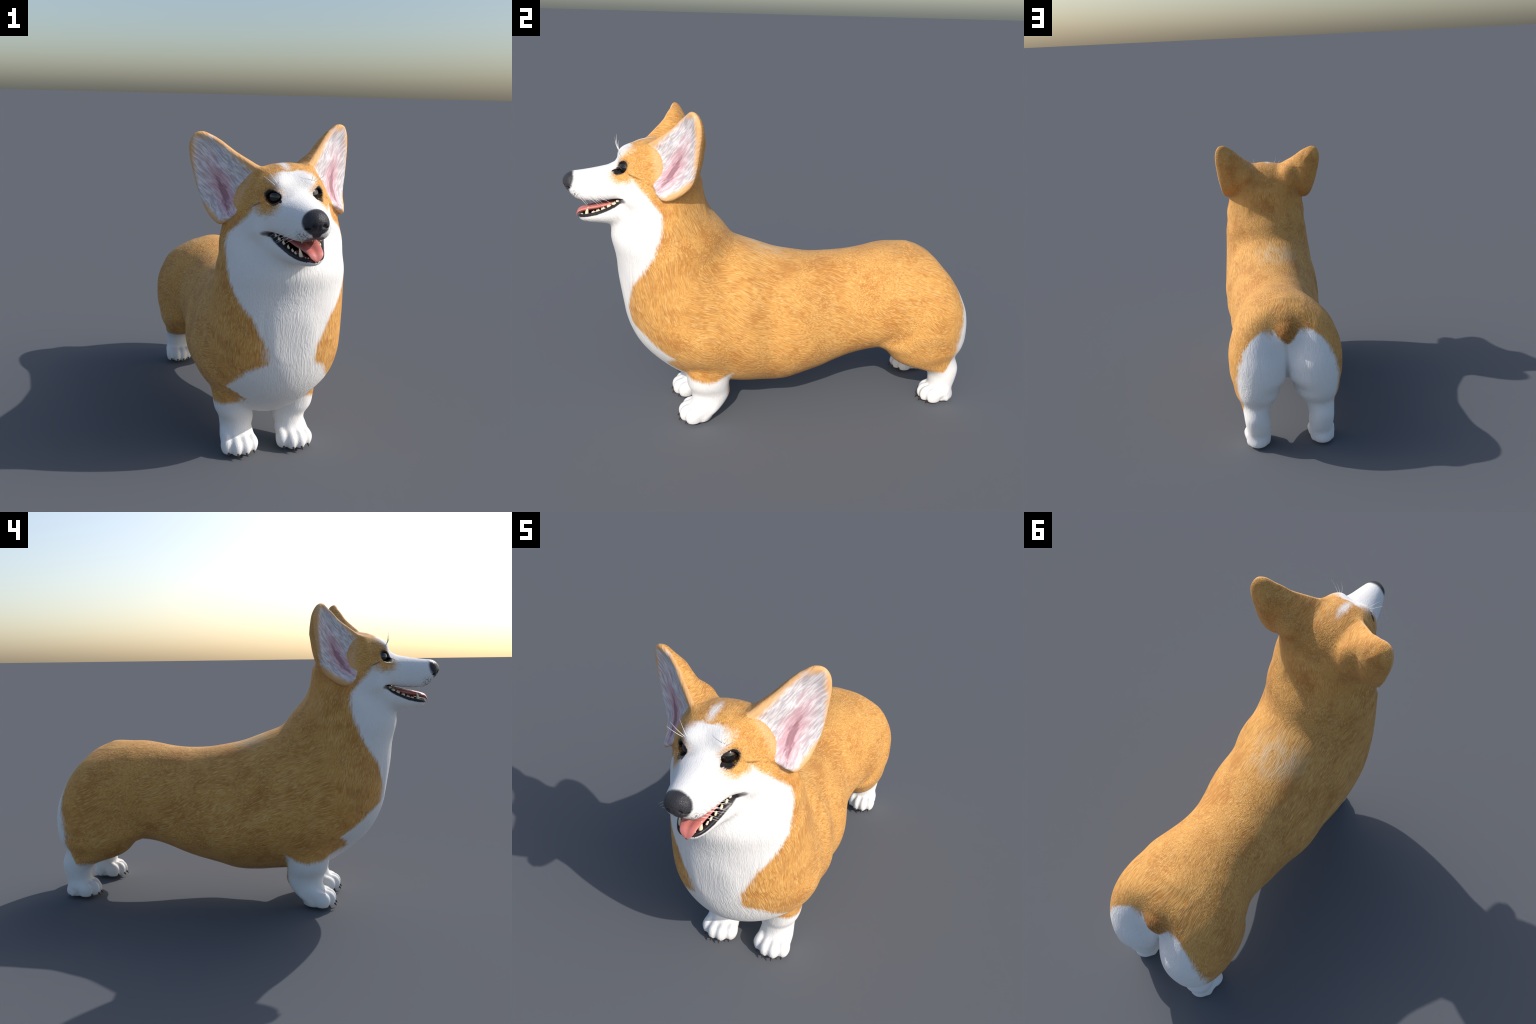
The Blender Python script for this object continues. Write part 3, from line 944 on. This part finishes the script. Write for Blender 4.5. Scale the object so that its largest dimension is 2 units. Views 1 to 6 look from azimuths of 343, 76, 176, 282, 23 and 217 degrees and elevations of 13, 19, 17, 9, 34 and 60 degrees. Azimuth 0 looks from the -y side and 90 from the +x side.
eye_mesh = mesh_from("eye", *sphere(EYE_R), [MAT["eye"]])
for s in (1, -1):
    ob = add("eye", eye_mesh, head_ob)
    ob.location = from_head((EYE[0] * s, EYE[1], EYE[2]))
    ob.rotation_euler = Vector((GAZE[0] * s, GAZE[1], GAZE[2])).to_track_quat("Z", "Y").to_euler()


# ---- tapering tubes for teeth, claws and whiskers
def tube(path, radii, sides=10, flat=1.0):
    path = [Vector(p) for p in path]
    v, f = [], []
    up = Vector((0, 0, 1)) if abs((path[-1] - path[0]).normalized().z) < 0.9 else Vector((0, 1, 0))
    for i, (p, r) in enumerate(zip(path, radii)):
        t = (path[min(i + 1, len(path) - 1)] - path[max(i - 1, 0)]).normalized()
        a = t.cross(up).normalized(); b = a.cross(t)
        v += [tuple(p + a * (r * math.cos(2 * math.pi * k / sides)) + b * (r * flat * math.sin(2 * math.pi * k / sides))) for k in range(sides)]
    for i in range(len(path) - 1):
        a, b = i * sides, (i + 1) * sides
        f += [(a + k, a + (k + 1) % sides, b + (k + 1) % sides, b + k) for k in range(sides)]
    f += [tuple(range(sides))[::-1], tuple(range((len(path) - 1) * sides, len(path) * sides))]
    return v, f


def tooth(x, y, z, h, r, lean=(0, 0), down=False):
    sgn = -1 if down else 1
    path = [from_head((x + lean[0] * h * t, y + lean[1] * h * t * t, z + sgn * h * t)) for t in (-0.35, 0, 0.3, 0.6, 0.85, 1.0)]
    rad = [r, r * 1.05, r * 0.9, r * 0.58, r * 0.26, r * 0.05]
    add("tooth", mesh_from("tooth", *tube(path, rad, 10), [MAT["tooth"]]), head_ob)


for s in (1, -1):
    tooth(s * 0.040, -0.903, 1.068, 0.034, 0.0085, (s * 0.15, 0.25))
    for i, x in enumerate((0.008, 0.019, 0.029)):
        tooth(s * x, -0.930 + 0.004 * i, 1.058, 0.011, 0.0045)
    for y, h in ((-0.872, 0.009), (-0.852, 0.011), (-0.829, 0.013), (-0.803, 0.015), (-0.780, 0.013), (-0.763, 0.010)):
        xx = float(np.interp(y, [-0.90, -0.85, -0.80, -0.75], [0.045, 0.058, 0.079, 0.102]))
        zz = float(LIP_LOW(y)) - 0.001
        for k, (o, g) in enumerate(((-0.006, 0.7), (0, 1.0), (0.006, 0.65))):
            tooth(s * xx, y + o, zz, h * g, 0.0046)
    tooth(s * 0.040, -0.920, 1.150, 0.026, 0.0080, (s * 0.05, 0.2), True)
    for i, x in enumerate((0.006, 0.016, 0.026)):
        tooth(s * x, -0.938 + 0.003 * i, 1.144, 0.012, 0.0045, down=True)
    for y, h in ((-0.87, 0.012), (-0.843, 0.013), (-0.812, 0.013), (-0.785, 0.011)):
        xx = float(np.interp(y, [-0.90, -0.85, -0.80, -0.75], [0.044, 0.054, 0.070, 0.088]))
        tooth(s * xx, y, float(LIP_UP(y)) + 0.010, h, 0.0062, down=True)

# ---- gums: a low ridge that carries the lower teeth
gum_path = [(-0.088, -0.765, 1.108), (-0.078, -0.79, 1.093), (-0.058, -0.85, 1.066), (-0.041, -0.90, 1.056), (-0.024, -0.926, 1.053), (0, -0.932, 1.052)]
gum_path = gum_path + [(-x, y, z) for x, y, z in gum_path[-2::-1]]
add("gum", mesh_from("gum", *tube([from_head(p) for p in gum_path], [0.010] * len(gum_path), 12), [MAT["gum"]]), head_ob)

# ---- tongue: a furrowed slab along a curve
def tongue():
    ys = np.linspace(0, 1, 40)
    cy = curve([0, 0.3, 0.55, 0.75, 0.88, 0.96, 1.0], [-0.68, -0.77, -0.85, -0.905, -0.935, -0.948, -0.952])
    cz = curve([0, 0.3, 0.55, 0.75, 0.88, 0.96, 1.0], [1.105, 1.110, 1.097, 1.088, 1.080, 1.066, 1.054])
    hw = curve([0, 0.3, 0.6, 0.8, 0.92, 0.98, 1.0], [0.072, 0.066, 0.048, 0.037, 0.030, 0.018, 0.006])
    th = curve([0, 0.5, 0.85, 1.0], [0.020, 0.015, 0.010, 0.005])
    v, f, m = [], [], 28
    for t in ys:
        w, h = float(hw(t)), float(th(t))
        for k in range(m):
            a = 2 * math.pi * k / m
            x = w * math.cos(a); z = h * math.sin(a)
            if math.sin(a) > 0:
                z -= 0.009 * math.exp(-(x / (0.28 * w + 1e-6)) ** 2) * min(1, h / 0.010) * (1 - 0.5 * t)
            z += 0.10 * x * x / max(w, 0.01)
            v.append(from_head((x + 0.004 + 0.004 * t, float(cy(t)), float(cz(t)) + z)))
    for i in range(len(ys) - 1):
        f += [(i * m + k, (i + 1) * m + k, (i + 1) * m + (k + 1) % m, i * m + (k + 1) % m) for k in range(m)]
    f += [tuple(range(m)), tuple(range((len(ys) - 1) * m, len(ys) * m))[::-1]]
    return v, f


add("tongue", mesh_from("tongue", *tongue(), [MAT["tongue"]]), head_ob)

# ---- claws
def claw(x, y, z, side_lean, parent, size=0.82):
    d = Vector((side_lean, -1, -0.55)).normalized()
    path, p = [], Vector((x, y + 0.012, z + 0.004))
    for i in range(6):
        path.append(p.copy()); p = p + d * 0.0068 * size; d = (d + Vector((0, 0.05, -0.16))).normalized()
    add("claw", mesh_from("claw", *tube(path, [0.0075 * size, 0.0078 * size, 0.007 * size, 0.0055 * size, 0.0035 * size, 0.0005], 10), [MAT["claw"]]), parent)


for name, cx, off, yf, wide in (("foreleg", FX, FORE_TOE[0], FORE_TOE[2], FORE_TOE[3]), ("hind_leg", CX, HIND_TOE[0], HIND_TOE[2], HIND_TOE[3])):
    for s in (1, -1):
        for i, o in enumerate((-0.78, -0.27, 0.27, 0.78)):
            y1 = yf + (0.026 if i in (0, 3) else 0.0)
            claw(cx + s * (off + o * wide * 0.92), y1 + 0.001, 0.030, s * o * 0.25, part_of[(name, 0 if s > 0 else 1)])

# ---- whiskers
def whisker(p, d, length, droop, r=0.0008):
    path, d, q = [], Vector(d).normalized(), Vector(p)
    for i in range(9):
        path.append(from_head(tuple(q))); q = q + d * (length / 8); d = (d + Vector(droop) / 8).normalized()
    add("whisker", mesh_from("whisker", *tube(path, [r * (1 - 0.85 * (i / 8) ** 1.5) for i in range(9)], 6), [MAT["whisker"]]), head_ob)


for s in (1, -1):
    for row, z in enumerate((1.180, 1.163, 1.147)):
        for k in range(4):
            y = -0.925 + 0.028 * k + rng.uniform(-0.005, 0.005)
            x = float(MUZZLE.hw(y)) - 0.006
            whisker((s * x, y, z), (s * 0.85, 0.30 + 0.25 * k + rng.uniform(-0.15, 0.15), -0.35 + 0.1 * row), rng.uniform(0.055, 0.095), (0, 0.5, -0.75))
    for k in range(3):
        whisker((s * (0.070 + 0.006 * k), -0.742 + 0.003 * k, 1.335 - 0.004 * k), (s * (0.1 + 0.45 * k), -0.30 - 0.2 * k, 0.9), rng.uniform(0.06, 0.085), (s * 0.25, 0.45, 0.1), 0.0011)
